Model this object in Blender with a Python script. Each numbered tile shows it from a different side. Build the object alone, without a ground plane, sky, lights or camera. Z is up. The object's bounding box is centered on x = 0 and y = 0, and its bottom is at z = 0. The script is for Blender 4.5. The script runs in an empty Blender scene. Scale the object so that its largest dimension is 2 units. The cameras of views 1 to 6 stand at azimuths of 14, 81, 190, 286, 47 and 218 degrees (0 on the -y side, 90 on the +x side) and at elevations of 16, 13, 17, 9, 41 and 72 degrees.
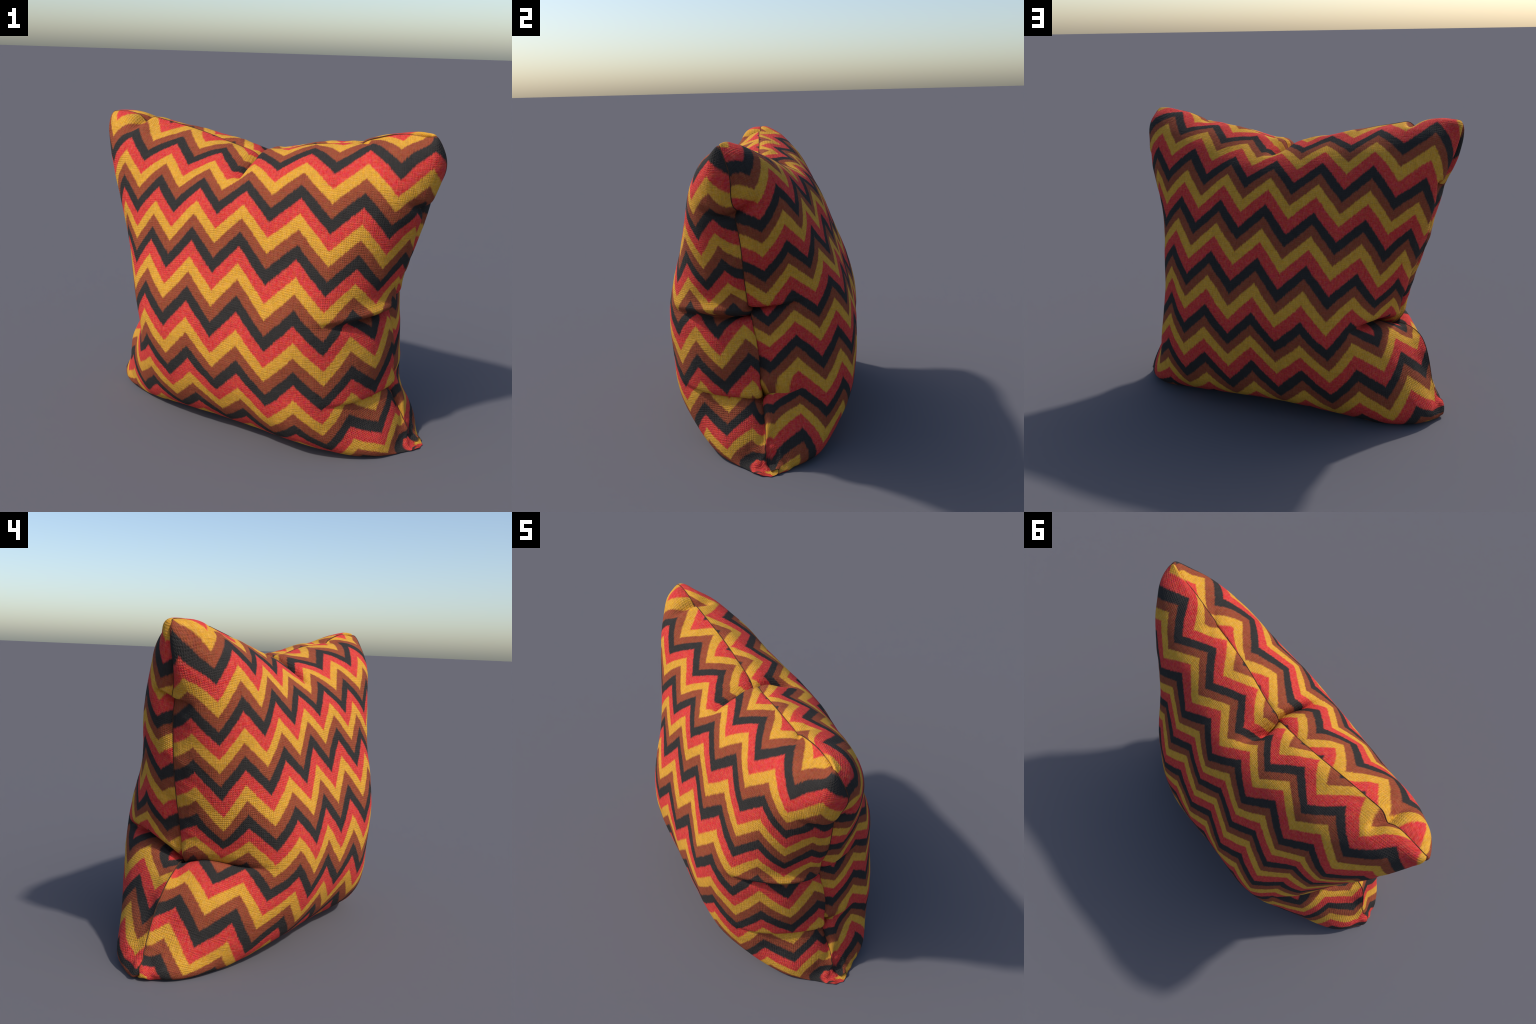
# A square throw cushion standing on its lower edge: two printed cotton panels sewn
# together along one seam loop, stuffed, slumped and creased.
#
# Each panel is cut flat (a rounded rectangle measured in repeats of the printed zigzag:
# "s" counts zigzag peaks across, "t" counts colour repeats downward) and is then lofted
# through a handful of horizontal cross-sections.  Folds, seam pucker and cloth wrinkles
# are added on top as separate rules.  The print is computed on the FLAT cut (Generated
# coordinates of the undeformed cloth), so it follows every fold like real fabric.
import bpy, math
import numpy as np
from mathutils import noise as mnoise, Vector

RES = 360                       # cloth grid per panel
COLS, ROWS = 7.7, 7.3           # nominal panel size in print repeats
CUT = {"front": ((-0.38, 7.37), (-0.08, 7.25)), "back": ((0.18, 7.75), (-0.05, 7.25))}
CORNER_ROUND, CORNER_POWER = 0.08, 6

# ---------------------------------------------------------------- cross-sections (metres)
# each section runs from the left seam to the right seam as seen from the front
FRONT = {
    "top seam": [(-0.980, 0.119, 1.722), (-1.018, 0.138, 1.740), (-0.896, 0.111, 1.756), (-0.696, 0.061, 1.721), (-0.422, 0.022, 1.681), (-0.182, -0.020, 1.604), (0.055, -0.073, 1.564), (0.275, -0.181, 1.668), (0.560, -0.267, 1.665), (0.735, -0.327, 1.766), (0.908, -0.367, 1.730), (0.913, -0.372, 1.736)],
    "top roll": [(-0.995, 0.147, 1.672), (-1.022, 0.094, 1.656), (-0.944, -0.036, 1.808), (-0.674, 0.012, 1.664), (-0.472, -0.021, 1.674), (-0.188, -0.068, 1.601), (0.029, -0.104, 1.594), (0.320, -0.219, 1.654), (0.604, -0.281, 1.690), (0.772, -0.320, 1.734), (0.928, -0.458, 1.721), (0.919, -0.401, 1.773)],
    "shoulder": [(-0.968, 0.115, 1.552), (-1.002, 0.134, 1.469), (-0.999, -0.025, 1.595), (-0.779, -0.130, 1.655), (-0.494, -0.099, 1.610), (-0.209, -0.164, 1.587), (0.010, -0.171, 1.549), (0.330, -0.317, 1.643), (0.602, -0.401, 1.684), (0.806, -0.483, 1.739), (0.967, -0.477, 1.653), (1.018, -0.335, 1.615)],
    "upper chest": [(-0.869, 0.171, 1.382), (-0.905, 0.101, 1.384), (-0.961, -0.015, 1.410), (-0.829, -0.169, 1.479), (-0.557, -0.198, 1.511), (-0.275, -0.228, 1.487), (-0.005, -0.296, 1.517), (0.305, -0.415, 1.545), (0.625, -0.551, 1.545), (0.884, -0.557, 1.501), (0.945, -0.390, 1.424), (0.944, -0.354, 1.486)],
    "chest": [(-0.850, 0.171, 1.229), (-0.891, 0.119, 1.188), (-0.893, -0.000, 1.183), (-0.816, -0.181, 1.243), (-0.597, -0.282, 1.280), (-0.326, -0.341, 1.338), (-0.005, -0.457, 1.353), (0.335, -0.519, 1.335), (0.638, -0.602, 1.312), (0.817, -0.442, 1.306), (0.876, -0.379, 1.273), (0.861, -0.287, 1.283)],
    "upper waist": [(-0.840, 0.168, 1.004), (-0.823, 0.099, 0.982), (-0.835, 0.008, 0.998), (-0.784, -0.172, 1.014), (-0.602, -0.332, 1.028), (-0.322, -0.401, 1.078), (-0.015, -0.487, 1.103), (0.346, -0.616, 1.067), (0.631, -0.573, 1.037), (0.777, -0.410, 1.017), (0.835, -0.315, 1.022), (0.861, -0.283, 1.076)],
    "mid waist": [(-0.705, 0.191, 0.782), (-0.746, 0.148, 0.736), (-0.754, -0.020, 0.659), (-0.744, -0.186, 0.720), (-0.647, -0.433, 0.763), (-0.318, -0.512, 0.779), (0.014, -0.581, 0.782), (0.363, -0.733, 0.753), (0.596, -0.519, 0.793), (0.732, -0.369, 0.855), (0.750, -0.234, 0.839), (0.729, -0.238, 0.853)],
    "waist": [(-0.654, 0.169, 0.534), (-0.727, 0.164, 0.553), (-0.692, 0.021, 0.606), (-0.669, -0.134, 0.525), (-0.591, -0.465, 0.473), (-0.315, -0.496, 0.467), (0.029, -0.642, 0.453), (0.365, -0.653, 0.461), (0.655, -0.535, 0.482), (0.789, -0.331, 0.498), (0.832, -0.149, 0.570), (0.794, -0.213, 0.613)],
    "lower waist": [(-0.847, 0.181, 0.515), (-0.822, 0.181, 0.407), (-0.862, 0.054, 0.427), (-0.813, -0.157, 0.355), (-0.617, -0.329, 0.215), (-0.249, -0.458, 0.215), (0.059, -0.512, 0.206), (0.377, -0.702, 0.171), (0.611, -0.483, 0.231), (0.775, -0.264, 0.353), (0.819, -0.217, 0.298), (0.783, -0.186, 0.339)],
    "hip": [(-0.893, 0.258, 0.250), (-0.867, 0.255, 0.207), (-0.905, 0.103, 0.171), (-0.794, -0.097, -0.002), (-0.514, -0.216, 0.006), (-0.245, -0.288, 0.035), (0.093, -0.345, -0.002), (0.410, -0.470, 0.020), (0.709, -0.557, 0.001), (0.854, -0.341, 0.174), (0.890, -0.200, 0.122), (0.851, -0.184, 0.210)],
    "lower hip": [(-0.919, 0.269, 0.108), (-0.977, 0.199, 0.062), (-1.001, 0.082, -0.026), (-0.803, -0.021, -0.023), (-0.490, 0.028, 0.001), (-0.183, -0.050, 0.008), (0.144, -0.150, -0.039), (0.446, -0.204, 0.007), (0.780, -0.399, -0.029), (0.828, -0.399, -0.036), (0.893, -0.234, 0.017), (0.934, -0.190, 0.097)],
    "bottom roll": [(-0.984, 0.262, 0.045), (-0.970, 0.252, 0.013), (-0.899, 0.253, -0.032), (-0.692, 0.161, 0.033), (-0.421, 0.139, -0.002), (-0.116, 0.053, 0.001), (0.218, -0.011, 0.016), (0.561, -0.090, 0.000), (0.827, -0.180, 0.029), (1.065, -0.223, 0.012), (1.018, -0.183, -0.017), (0.920, -0.187, -0.003)],
    "bottom seam": [(-0.945, 0.271, 0.028), (-0.955, 0.304, -0.002), (-0.867, 0.285, 0.001), (-0.655, 0.225, -0.001), (-0.401, 0.169, 0.003), (-0.094, 0.124, -0.018), (0.230, 0.052, -0.016), (0.553, -0.034, 0.016), (0.837, -0.123, 0.013), (1.038, -0.159, -0.017), (0.973, -0.134, 0.016), (0.963, -0.183, 0.016)],
}
BACK = {
    "top roll": [(-0.993, 0.222, 1.745), (-0.809, 0.134, 1.775), (-0.652, 0.091, 1.706), (-0.407, 0.081, 1.689), (-0.138, 0.002, 1.633), (0.061, -0.025, 1.581), (0.312, -0.148, 1.675), (0.544, -0.215, 1.678), (0.703, -0.306, 1.750), (0.853, -0.371, 1.781)],
    "shoulder": [(-0.984, 0.166, 1.554), (-0.910, 0.300, 1.738), (-0.618, 0.223, 1.703), (-0.409, 0.157, 1.635), (-0.087, 0.094, 1.610), (0.071, 0.028, 1.555), (0.376, -0.083, 1.652), (0.586, -0.174, 1.680), (0.803, -0.212, 1.753), (0.975, -0.273, 1.757)],
    "upper chest": [(-0.903, 0.216, 1.422), (-0.878, 0.295, 1.473), (-0.650, 0.369, 1.606), (-0.387, 0.280, 1.590), (-0.109, 0.209, 1.578), (0.168, 0.122, 1.542), (0.419, 0.032, 1.601), (0.703, -0.058, 1.647), (0.919, -0.108, 1.589), (0.978, -0.266, 1.517)],
    "chest": [(-0.879, 0.238, 1.274), (-0.798, 0.341, 1.251), (-0.640, 0.450, 1.363), (-0.369, 0.407, 1.378), (-0.075, 0.354, 1.415), (0.228, 0.281, 1.452), (0.505, 0.145, 1.405), (0.767, 0.053, 1.417), (0.896, -0.099, 1.345), (0.928, -0.235, 1.338)],
    "upper waist": [(-0.798, 0.229, 1.030), (-0.742, 0.351, 1.074), (-0.599, 0.441, 1.116), (-0.343, 0.512, 1.154), (-0.056, 0.423, 1.172), (0.262, 0.339, 1.184), (0.551, 0.211, 1.174), (0.784, 0.085, 1.154), (0.832, -0.084, 1.105), (0.862, -0.216, 1.097)],
    "mid waist": [(-0.744, 0.240, 0.832), (-0.687, 0.370, 0.753), (-0.558, 0.474, 0.791), (-0.323, 0.632, 0.926), (-0.012, 0.527, 0.894), (0.292, 0.415, 0.923), (0.608, 0.364, 0.907), (0.810, 0.140, 0.921), (0.783, -0.069, 0.847), (0.784, -0.196, 0.851)],
    "waist": [(-0.665, 0.216, 0.519), (-0.650, 0.334, 0.662), (-0.522, 0.541, 0.690), (-0.297, 0.705, 0.594), (0.010, 0.591, 0.626), (0.316, 0.510, 0.614), (0.633, 0.371, 0.629), (0.769, 0.151, 0.643), (0.855, -0.066, 0.677), (0.776, -0.173, 0.661)],
    "lower waist": [(-0.786, 0.225, 0.512), (-0.755, 0.340, 0.435), (-0.622, 0.553, 0.414), (-0.338, 0.670, 0.351), (0.014, 0.509, 0.368), (0.319, 0.503, 0.374), (0.646, 0.389, 0.370), (0.859, 0.195, 0.377), (0.820, -0.071, 0.390), (0.776, -0.192, 0.398)],
    "hip": [(-0.853, 0.288, 0.234), (-0.834, 0.425, 0.201), (-0.610, 0.597, 0.173), (-0.314, 0.520, 0.091), (-0.011, 0.510, 0.104), (0.304, 0.441, 0.106), (0.647, 0.359, 0.130), (0.855, 0.189, 0.181), (0.821, -0.063, 0.290), (0.897, -0.165, 0.329)],
    "lower hip": [(-0.926, 0.321, 0.073), (-0.907, 0.527, 0.018), (-0.645, 0.471, -0.065), (-0.387, 0.348, -0.022), (-0.092, 0.302, 0.067), (0.258, 0.223, 0.039), (0.562, 0.174, -0.015), (0.959, 0.164, -0.037), (0.991, 0.003, 0.134), (0.858, -0.188, 0.151)],
    "bottom roll": [(-1.003, 0.313, 0.018), (-0.906, 0.345, -0.017), (-0.668, 0.299, 0.017), (-0.410, 0.217, 0.021), (-0.087, 0.181, -0.007), (0.249, 0.100, -0.031), (0.546, 0.014, 0.030), (0.858, -0.011, -0.016), (0.998, -0.087, -0.026), (0.922, -0.130, 0.037)],
}

# ---------------------------------------------------------------- folds
# sharp crease along the floor of a fold: width, then its depth at the seam, on the front, on the back
CREASE = {
    "waist_fold_left": (0.14, (0.09, 0.0, -0.02), (0.10, 0.06, -0.02), (0.10, -0.06, -0.01)),
    "waist_fold_right": (0.09, (-0.03, 0.0, 0.0), (-0.03, 0.05, 0.0), (-0.03, -0.02, 0.0)),
    "lower_fold_right": (0.10, (-0.04, 0.0, 0.0), (-0.05, 0.05, 0.0), (-0.04, -0.03, 0.0)),
    "top_pinch": (0.09, (0.0, 0.0, -0.02), (0.0, 0.02, -0.03), (0.0, -0.01, -0.03)),
}
# name: (seam edge, place along it, drift front/back, width, length front/back, shifts)
# shifts are the push of the fold floor and the shear across it: shared at the seam, then
# extra on the front and on the back panel
FOLDS = {
    "waist_fold_right": ("right", 3.58, (-0.02, 0.05), 0.13, (2.2, 1.2),
        [(-0.032, 0.026, -0.011), (-0.059, 0.035, 0.012)], [(0.011, -0.008, -0.031), (-0.113, 0.140, -0.046)], [(-0.021, 0.020, 0.002), (-0.031, -0.047, 0.022)]),
    "lower_fold_right": ("right", 5.33, (-0.18, -0.05), 0.13, (2.2, 1.1),
        [(-0.041, 0.019, -0.031), (-0.098, 0.025, -0.082)], [(0.038, -0.025, 0.020), (0.032, 0.004, 0.198)], [(0.098, 0.053, -0.155), (0.023, 0.074, -0.029)]),
    "waist_fold_left": ("left", 4.6, (-0.1, -0.02), 0.15, (2.0, 2.0),
        [(0.047, -0.013, -0.061), (0.053, 0.022, 0.024)], [(0.003, 0.021, 0.041), (-0.089, -0.073, 0.083)], [(0.123, -0.088, 0.045), (0.093, -0.090, -0.008)]),
    "top_pinch": ("top", 4.2, (-0.12, -0.05), 0.2, (1.5, 1.3),
        [(0.001, -0.010, -0.045), (-0.028, 0.017, 0.090)], [(0.051, 0.028, -0.132), (-0.148, -0.063, -0.000)], [(-0.057, -0.006, -0.099), (0.040, -0.015, 0.070)]),
    "top_tuck_right": ("top", 6.43, (0, 0), 0.16, (0.6, 0.5),
        [(-0.004, -0.003, -0.011), (-0.007, -0.002, 0.017)], None, None),
    "top_tuck_left": ("top", 1.15, (0.1, -0.1), 0.16, (0.6, 0.5),
        [(-0.007, 0.011, -0.036), (0.006, -0.018, 0.044)], None, None),
    "edge_tuck_left": ("left", 1.2, (0.1, 0.1), 0.14, (0.5, 0.5),
        [(0.019, 0.003, 0.031), (0.043, -0.006, 0.033)], None, None),
    "edge_tuck_right": ("right", 1.35, (0, 0), 0.14, (0.8, 0.5),
        [(-0.043, 0.023, 0.002), (-0.055, 0.003, 0.004)], None, None),
}


# scrunched lower corners: tip, strength, reach
SCRUNCH = [((0.97, -0.18, 0.03), 0.022, 0.13), ((-0.94, 0.27, 0.03), 0.018, 0.12)]


def spline_basis(n, x):
    """clamped cubic B-spline basis with knots gathered toward the seams"""
    x = np.clip(np.asarray(x, float), -1, 1)
    k = np.linspace(-1, 1, n - 2)
    k = 0.45 * k + 0.55 * np.sin(np.pi / 2 * k)
    kn = np.concatenate([[-1] * 3, k, [1] * 3])
    N = [((x >= kn[i]) & ((x < kn[i + 1]) | ((kn[i + 1] == 1) & (x <= 1)))) * (kn[i + 1] > kn[i]) * 1.0 for i in range(len(kn) - 1)]
    for q in (1, 2, 3):
        N = [(N[i] * (x - kn[i]) / (kn[i + q] - kn[i]) if kn[i + q] > kn[i] else 0 * x)
             + (N[i + 1] * (kn[i + q + 1] - x) / (kn[i + q + 1] - kn[i + 1]) if kn[i + q + 1] > kn[i + 1] else 0 * x)
             for i in range(len(N) - 1)]
    return np.stack(N, -1)


def fold_push(a, b, side):
    """sum of all fold displacements at panel coordinates a (across), b (down)"""
    out = np.zeros(a.shape + (3,))
    i = 0 if side == "front" else 1
    for name, (edge, place, drift, width, length, shared, front, back) in FOLDS.items():
        down, across = (b + 1) / 2 * ROWS, (a + 1) / 2 * COLS
        p, d = {"right": (down, COLS - across), "left": (down, across), "top": (across, down)}[edge]
        x = (p - place - drift[i] * d) / width
        fade = np.clip(1 - d / length[i], 0, 1)
        fade = fade * fade * (3 - 2 * fade)
        floor, shear = fade / (1 + x * x) ** 2, fade * x / (1 + x * x) ** 2
        out += floor[..., None] * np.array(shared[0]) + shear[..., None] * np.array(shared[1])
        own = (front, back)[i]
        if own:
            grow = (1 - np.exp(-d / 0.35))[..., None]
            out += grow * (floor[..., None] * np.array(own[0]) + shear[..., None] * np.array(own[1]))
        if name in CREASE:
            w, at_seam, on_front, on_back = CREASE[name]
            x = (p - place - drift[i] * d) / w
            grow = (1 - np.exp(-d / 0.35))[..., None]
            out += (fade / (1 + x * x) ** 2)[..., None] * ((1 - grow) * np.array(at_seam) + grow * np.array((on_front, on_back)[i]))
    return out


def smooth_noise(p, scale, seed):
    return np.array([mnoise.noise(Vector((x * scale + seed, y * scale, z * scale))) for x, y, z in p])


def loft(side):
    """returns world positions and the flat cut coordinates on a RES x RES grid"""
    g = np.linspace(-1, 1, RES + 1)
    g = 0.75 * g + 0.25 * np.sin(np.pi / 2 * g)
    a, b = np.meshgrid(g, g, indexing="ij")          # a: left seam -> right seam, b: top -> bottom
    if side == "front":
        net = np.array([FRONT[k] for k in FRONT], float).reshape(len(FRONT), -1, 3)
    else:
        rim = np.array([FRONT[k] for k in FRONT], float).reshape(len(FRONT), -1, 3)
        net = rim.copy()
        net[1:-1, 1:-1] = np.array([BACK[k] for k in BACK], float).reshape(len(BACK), -1, 3)
    B = spline_basis(net.shape[0], g)
    A = spline_basis(net.shape[1], g)
    pos = np.einsum("ai,bj,jic->abc", A, B, net) + fold_push(a, b, side)
    (s0, s1), (t0, t1) = CUT[side]
    ac = a if side == "front" else -a                # the back panel is seen mirrored
    s = (s0 + s1) / 2 + (s1 - s0) / 2 * ac * (1 - CORNER_ROUND * np.abs(b) ** CORNER_POWER)
    t = (t0 + t1) / 2 + (t1 - t0) / 2 * b * (1 - CORNER_ROUND * np.abs(a) ** CORNER_POWER)
    return a, b, pos, s, t


def normals(pos):
    da, db = np.gradient(pos, axis=0), np.gradient(pos, axis=1)
    n = np.cross(da, db)
    return n / np.maximum(np.linalg.norm(n, axis=-1, keepdims=True), 1e-9)


def seam_rules(a, b, pos, side, core):
    """stitched groove, gathered pucker beside it and soft cloth wrinkles"""
    n = normals(pos) * (-1 if side == "front" else 1)
    mid = pos.mean((0, 1))
    if ((pos - core) * n).sum(-1).mean() < 0:
        n = -n
    d = np.minimum(np.minimum((1 - np.abs(a)) * COLS / 2, (1 - np.abs(b)) * ROWS / 2), 9) * 0.3   # metres from seam
    flat = pos.reshape(-1, 3)
    seed = 3.1 if side == "front" else 41.7
    wr = smooth_noise(flat, 7.0, seed).reshape(d.shape) * 0.6 + smooth_noise(flat, 16.0, seed + 9).reshape(d.shape) * 0.3
    free = 1 - np.exp(-(d / 0.05) ** 2)
    # pucker: short pleats that run away from the stitching, irregular along the seam
    turn = np.arctan2(b, a)
    ray = np.stack([np.cos(turn) * 9, np.sin(turn) * 9, d * 5], -1).reshape(-1, 3)
    pleat = smooth_noise(ray, 1.0, seed + 20).reshape(d.shape) + 0.6 * smooth_noise(ray, 2.3, seed + 30).reshape(d.shape)
    gather = pleat * 0.0065 * (d / 0.05) * np.exp(1 - d / 0.05)
    # the upper corners stay boxy: stuffing fills them right up to the seam
    box = np.clip((a ** 2) * (b < 0) * (b ** 2), 0, 1) ** 7
    swell = 0.012 * box * (d / 0.03) * np.exp(1 - d / 0.03)
    out = pos + n * (gather + swell + 0.005 * wr * free)[..., None]
    # stitched groove: the seam is drawn in toward the stuffing
    inward = core - pos
    inward[..., 2] *= 0.4
    inward /= np.linalg.norm(inward, axis=-1, keepdims=True)
    out += inward * (0.006 * np.exp(-d / 0.012) * np.clip(pos[..., 2] / 0.15, 0, 1))[..., None]
    # the two lower corners are scrunched where the seam ends are tucked under
    for tip, size, reach in SCRUNCH:
        w = np.exp(-(np.linalg.norm(pos - np.array(tip), axis=-1) / reach) ** 2)
        for k in range(3):
            f1 = smooth_noise(flat, 13.0, 5.0 + 7 * k).reshape(d.shape)
            f2 = smooth_noise(flat, 27.0, 90.0 + 7 * k).reshape(d.shape)
            out[..., k] += size * w * (f1 + 0.5 * f2)
    return out


def build_mesh(name, pos, s, t, flip, material):
    m, k = pos.shape[:2]
    idx = np.arange(m * k).reshape(m, k)
    q = np.stack([idx[:-1, :-1], idx[1:, :-1], idx[1:, 1:], idx[:-1, 1:]], -1).reshape(-1, 4)
    if flip:
        q = q[:, ::-1]
    flat = np.stack([s.ravel(), t.ravel(), 0 * s.ravel()], 1)
    me = bpy.data.meshes.new(name)
    me.from_pydata(flat.tolist(), [], q.tolist())
    me.polygons.foreach_set("use_smooth", np.ones(len(q), bool))
    me.use_auto_texspace = False
    me.texspace_location, me.texspace_size = (0.5, 0.5, 0.5), (0.5, 0.5, 0.5)   # Generated = flat cut coordinates
    me.materials.append(material)
    ob = bpy.data.objects.new(name, me)
    bpy.context.scene.collection.objects.link(ob)
    ob.shape_key_add(name="flat_cut", from_mix=False)
    key = ob.shape_key_add(name="sewn_and_stuffed", from_mix=False)
    key.data.foreach_set("co", pos.reshape(-1, 3).astype(np.float32).ravel())
    key.value = 1.0
    return ob


# ---------------------------------------------------------------- materials
def hexcol(h):
    c = [int(h[i:i + 2], 16) / 255 for i in (0, 2, 4)]
    return tuple(x / 12.92 if x <= 0.04045 else ((x + 0.055) / 1.055) ** 2.4 for x in c) + (1,)


YELLOW, BROWN, BLACK, RED = (hexcol(h) for h in ("cb933a", "8c4631", "322f2d", "c63f3c"))


class Tree:
    def __init__(self, name):
        self.mat = bpy.data.materials.new(name)
        self.mat.use_nodes = True
        self.nt = self.mat.node_tree
        self.bsdf = self.nt.nodes["Principled BSDF"]

    def node(self, kind, **props):
        n = self.nt.nodes.new(kind)
        for k, v in props.items():
            setattr(n, k, v)
        return n

    def plug(self, sock, v):
        if isinstance(v, bpy.types.NodeSocket):
            self.nt.links.new(v, sock)
        else:
            sock.default_value = v

    def math(self, op, x, y=0.0, z=0.0):
        n = self.node("ShaderNodeMath", operation=op)
        for sock, v in zip(n.inputs, (x, y, z)):
            self.plug(sock, v)
        return n.outputs[0]

    def vec(self, x, y, z=0.0):
        n = self.node("ShaderNodeCombineXYZ")
        for sock, v in zip(n.inputs, (x, y, z)):
            self.plug(sock, v)
        return n.outputs[0]

    def noise(self, vec, scale, detail=2.0, rough=0.5):
        n = self.node("ShaderNodeTexNoise")
        self.plug(n.inputs["Vector"], vec)
        n.inputs["Scale"].default_value, n.inputs["Detail"].default_value, n.inputs["Roughness"].default_value = scale, detail, rough
        return n.outputs[0]

    def ramp(self, fac, stops, mode="LINEAR"):
        n = self.node("ShaderNodeValToRGB")
        r = n.color_ramp
        r.interpolation = mode
        while len(r.elements) < len(stops):
            r.elements.new(0.5)
        for e, (p, c) in zip(r.elements, stops):
            e.position, e.color = p, c
        self.plug(n.inputs[0], fac)
        return n.outputs[0]

    def mix(self, fac, x, y, blend="MIX"):
        n = self.node("ShaderNodeMix", data_type="RGBA", blend_type=blend)
        self.plug(n.inputs[0], fac)
        self.plug(n.inputs[6], x)
        self.plug(n.inputs[7], y)
        return n.outputs[2]


def printed_cloth(name, bands, start=0.0):
    """zigzag print: bands = [(colour, share of the repeat)] going down the cloth"""
    T = Tree(name)
    sep = T.node("ShaderNodeSeparateXYZ")
    T.nt.links.new(T.node("ShaderNodeTexCoord").outputs["Generated"], sep.inputs[0])
    s, t = sep.outputs[0], sep.outputs[1]
    # thread-wise bleeding of the print: every warp thread slips a little
    slip = T.math("SUBTRACT", T.noise(T.vec(T.math("MULTIPLY", s, 42.0), T.math("MULTIPLY", t, 7.0)), 1.0, 2.0, 0.65), 0.5)
    wob = T.math("SUBTRACT", T.noise(T.vec(s, t, 2.0), 3.0, 2.0), 0.5)
    wob2 = T.math("SUBTRACT", T.noise(T.vec(s, t, 7.0), 3.0, 2.0), 0.5)
    s2 = T.math("MULTIPLY_ADD", wob, 0.05, s)
    peak = T.math("PINGPONG", s2, 0.5)                                  # 0 on peaks, 0.5 in valleys
    ph = T.math("SUBTRACT", T.math("ADD", t, 0.25), peak)
    ph = T.math("MULTIPLY_ADD", slip, 0.085, ph)
    ph = T.math("MULTIPLY_ADD", wob2, 0.03, ph)
    ph = T.math("FRACT", T.math("ADD", ph, 20.0 - start))
    stops, at, soft = [], 0.0, 0.02
    for i, (c, share) in enumerate(bands):
        stops += [(at + (soft if i else 0.0), c), (at + share - (soft if i < len(bands) - 1 else 2 * soft), c)]
        at += share
    stops.append((1.0, bands[0][0]))
    col = T.ramp(ph, stops)
    # cotton mottling, thread streaks and flecks
    p = T.vec(s, t)
    blot = T.noise(p, 9.0, 3.0, 0.6)
    warp = T.noise(T.vec(T.math("MULTIPLY", s, 60.0), T.math("MULTIPLY", t, 5.0)), 1.0, 1.0)
    weft = T.noise(T.vec(T.math("MULTIPLY", s, 5.0), T.math("MULTIPLY", t, 60.0)), 1.0, 1.0)
    grain = T.noise(p, 70.0, 2.0, 0.7)
    f = T.math("MULTIPLY_ADD", blot, 0.36, 0.27)
    f = T.math("MULTIPLY_ADD", warp, 0.40, f)
    f = T.math("MULTIPLY_ADD", weft, 0.30, f)
    f = T.math("MULTIPLY_ADD", grain, 0.40, f)                          # averages about 1
    # uneven dye: small shifts of hue from thread to thread
    hsv = T.node("ShaderNodeHueSaturation")
    dye = T.noise(T.vec(T.math("MULTIPLY", s, 22.0), T.math("MULTIPLY", t, 12.0), 4.0), 1.0, 3.0, 0.65)
    T.plug(hsv.inputs["Hue"], T.math("MULTIPLY_ADD", dye, 0.04, 0.4815))
    T.plug(hsv.inputs["Saturation"], T.math("MULTIPLY_ADD", T.noise(T.vec(s, t, 11.0), 24.0, 2.0), 0.16, 0.93))
    T.plug(hsv.inputs["Color"], col)
    col = hsv.outputs[0]
    grey = T.node("ShaderNodeCombineColor")
    for i in range(3):
        T.plug(grey.inputs[i], f)
    col = T.mix(1.0, col, grey.outputs[0], "MULTIPLY")
    fleck = T.ramp(T.noise(p, 26.0, 2.0, 0.5), [(0.0, (0, 0, 0, 1)), (0.70, (0, 0, 0, 1)), (0.78, (1, 1, 1, 1))])
    col = T.mix(T.math("MULTIPLY", fleck, 0.30), col, T.mix(1.0, col, hexcol("a08c70"), "MULTIPLY"))
    T.nt.links.new(col, T.bsdf.inputs["Base Color"])
    T.bsdf.inputs["Roughness"].default_value = 0.95
    T.bsdf.inputs["Specular IOR Level"].default_value = 0.12
    # coarse plain weave: pits between the threads, uneven from thread to thread
    jit = T.math("MULTIPLY", T.noise(p, 4.0, 2.0), 1.8)
    ws = T.math("MULTIPLY_ADD", T.math("COSINE", T.math("MULTIPLY_ADD", s, 2 * math.pi * 27, jit)), 0.5, 0.5)
    wt = T.math("MULTIPLY_ADD", T.math("COSINE", T.math("MULTIPLY_ADD", t, 2 * math.pi * 27, jit)), 0.5, 0.5)
    pit = T.math("MULTIPLY", T.math("MULTIPLY", ws, wt), T.math("MULTIPLY_ADD", T.noise(T.vec(s, t, 6.0), 16.0, 2.0, 0.6), 3.2, -0.7))
    slack = T.ramp(T.noise(T.vec(s, t, 15.0), 0.55, 1.0), [(0.40, (0.12, 0.12, 0.12, 1)), (0.60, (1, 1, 1, 1))])   # weave stands out in patches
    h = T.math("SUBTRACT", T.math("MULTIPLY", T.math("ADD", warp, weft), 1.5), T.math("MULTIPLY", T.math("MULTIPLY", pit, slack), 1.3))
    h = T.math("MULTIPLY_ADD", grain, 0.5, h)
    bump = T.node("ShaderNodeBump")
    bump.inputs["Strength"].default_value, bump.inputs["Distance"].default_value = 0.45, 0.0045
    T.nt.links.new(h, bump.inputs["Height"])
    T.nt.links.new(bump.outputs[0], T.bsdf.inputs["Normal"])
    return T.mat


def seam_shade_material():
    T = Tree("seam_groove_shade")  # dark brown stands in for the shadow line where the panels meet
    co = T.node("ShaderNodeTexCoord").outputs["Object"]
    n = T.noise(co, 60.0, 2.0)
    T.nt.links.new(T.ramp(n, [(0.3, hexcol("3a2a20")), (0.7, hexcol("5c3c2c"))]), T.bsdf.inputs["Base Color"])
    T.bsdf.inputs["Roughness"].default_value = 0.95
    T.bsdf.inputs["Specular IOR Level"].default_value = 0.1
    return T.mat


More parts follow.
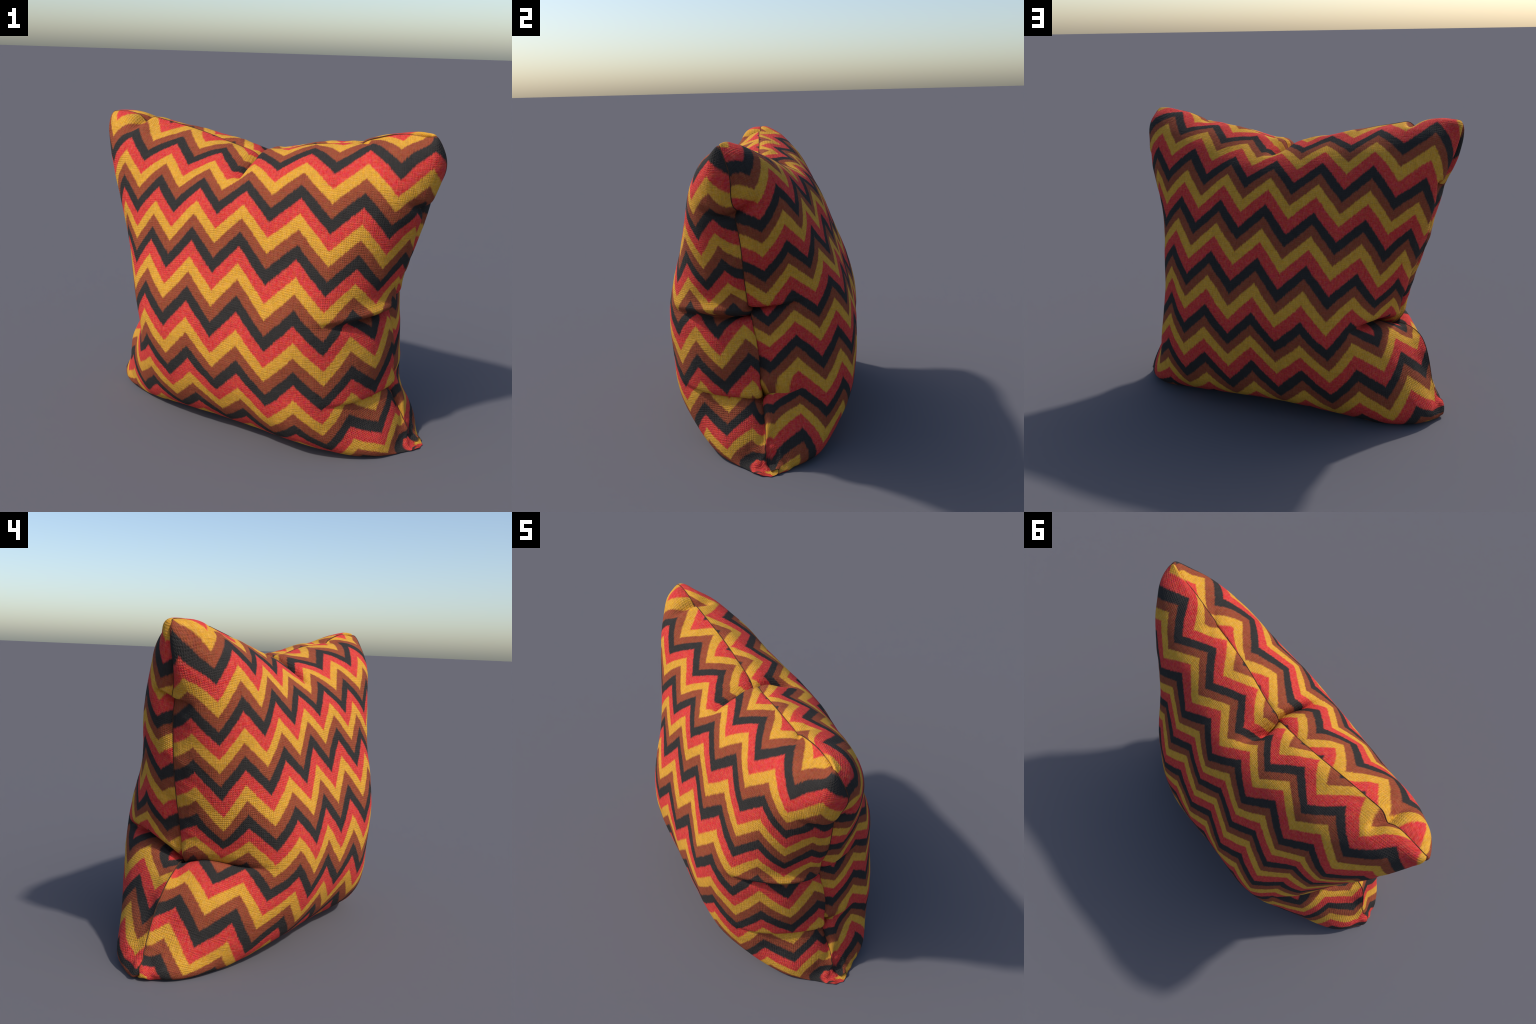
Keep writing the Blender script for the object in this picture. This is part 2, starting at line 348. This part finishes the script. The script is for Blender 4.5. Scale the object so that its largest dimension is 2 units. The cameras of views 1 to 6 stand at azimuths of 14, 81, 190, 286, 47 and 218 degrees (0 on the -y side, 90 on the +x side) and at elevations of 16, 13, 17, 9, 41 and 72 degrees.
# ---------------------------------------------------------------- build
root = bpy.data.objects.new("cushion", None)
bpy.context.scene.collection.objects.link(root)
root["label"] = "square cushion with red, yellow, brown and black zigzag stripes"
root["category"] = "cushion"

cloth_front = printed_cloth("zigzag_cotton", [(YELLOW, 0.228), (BROWN, 0.238), (BLACK, 0.246), (RED, 0.288)], 0.022)
cloth_back = printed_cloth("zigzag_cotton_turned", [(YELLOW, 0.23), (RED, 0.287), (BLACK, 0.243), (BROWN, 0.24)])

panels = {side: loft(side) for side in ("front", "back")}
core = (panels["front"][2].mean((0, 1)) + panels["back"][2].mean((0, 1))) / 2
for side, (a, b, pos, s, t) in panels.items():
    pos = seam_rules(a, b, pos, side, core)
    soft = 0.004                                                     # rests on the ground, never quite flat
    pos[..., 2] = 0.0003 + soft * np.logaddexp(0, pos[..., 2] / soft)
    ob = build_mesh(side + "_panel", pos, s, t, side == "front", cloth_front if side == "front" else cloth_back)
    ob.parent = root
    if side == "front":
        rim = pos

# added thin tube along the seam, coloured dark for the shade in its groove
pos = rim
loop = np.concatenate([pos[:-1, 0], pos[-1, :-1], pos[:0:-1, -1], pos[0, :0:-1]])
loop[:, 2] = np.maximum(loop[:, 2], 0.004)
tang = np.roll(loop, -2, 0) - np.roll(loop, 2, 0)
tang /= np.linalg.norm(tang, axis=1, keepdims=True)
inward = core - loop
inward -= tang * (inward * tang).sum(1, keepdims=True)
inward /= np.linalg.norm(inward, axis=1, keepdims=True)
side_v = np.cross(tang, inward)
K, RAD = 8, 0.0025
ang = np.arange(K) * 2 * math.pi / K
tube = loop[:, None] + RAD * (np.cos(ang)[None, :, None] * inward[:, None] + np.sin(ang)[None, :, None] * side_v[:, None])
L = len(loop)
i0 = (np.arange(L)[:, None] * K + np.arange(K)[None]).ravel()
i1 = (np.arange(L)[:, None] * K + (np.arange(K)[None] + 1) % K).ravel()
j0, j1 = (i0 + K) % (L * K), (i1 // K * K + K) % (L * K) + i1 % K
me = bpy.data.meshes.new("seam")
me.from_pydata(tube.reshape(-1, 3).tolist(), [], np.stack([i0, i1, j1, j0], 1).tolist())
me.polygons.foreach_set("use_smooth", np.ones(len(me.polygons), bool))
me.materials.append(seam_shade_material())
seam = bpy.data.objects.new("seam", me)
bpy.context.scene.collection.objects.link(seam)
seam.parent = root
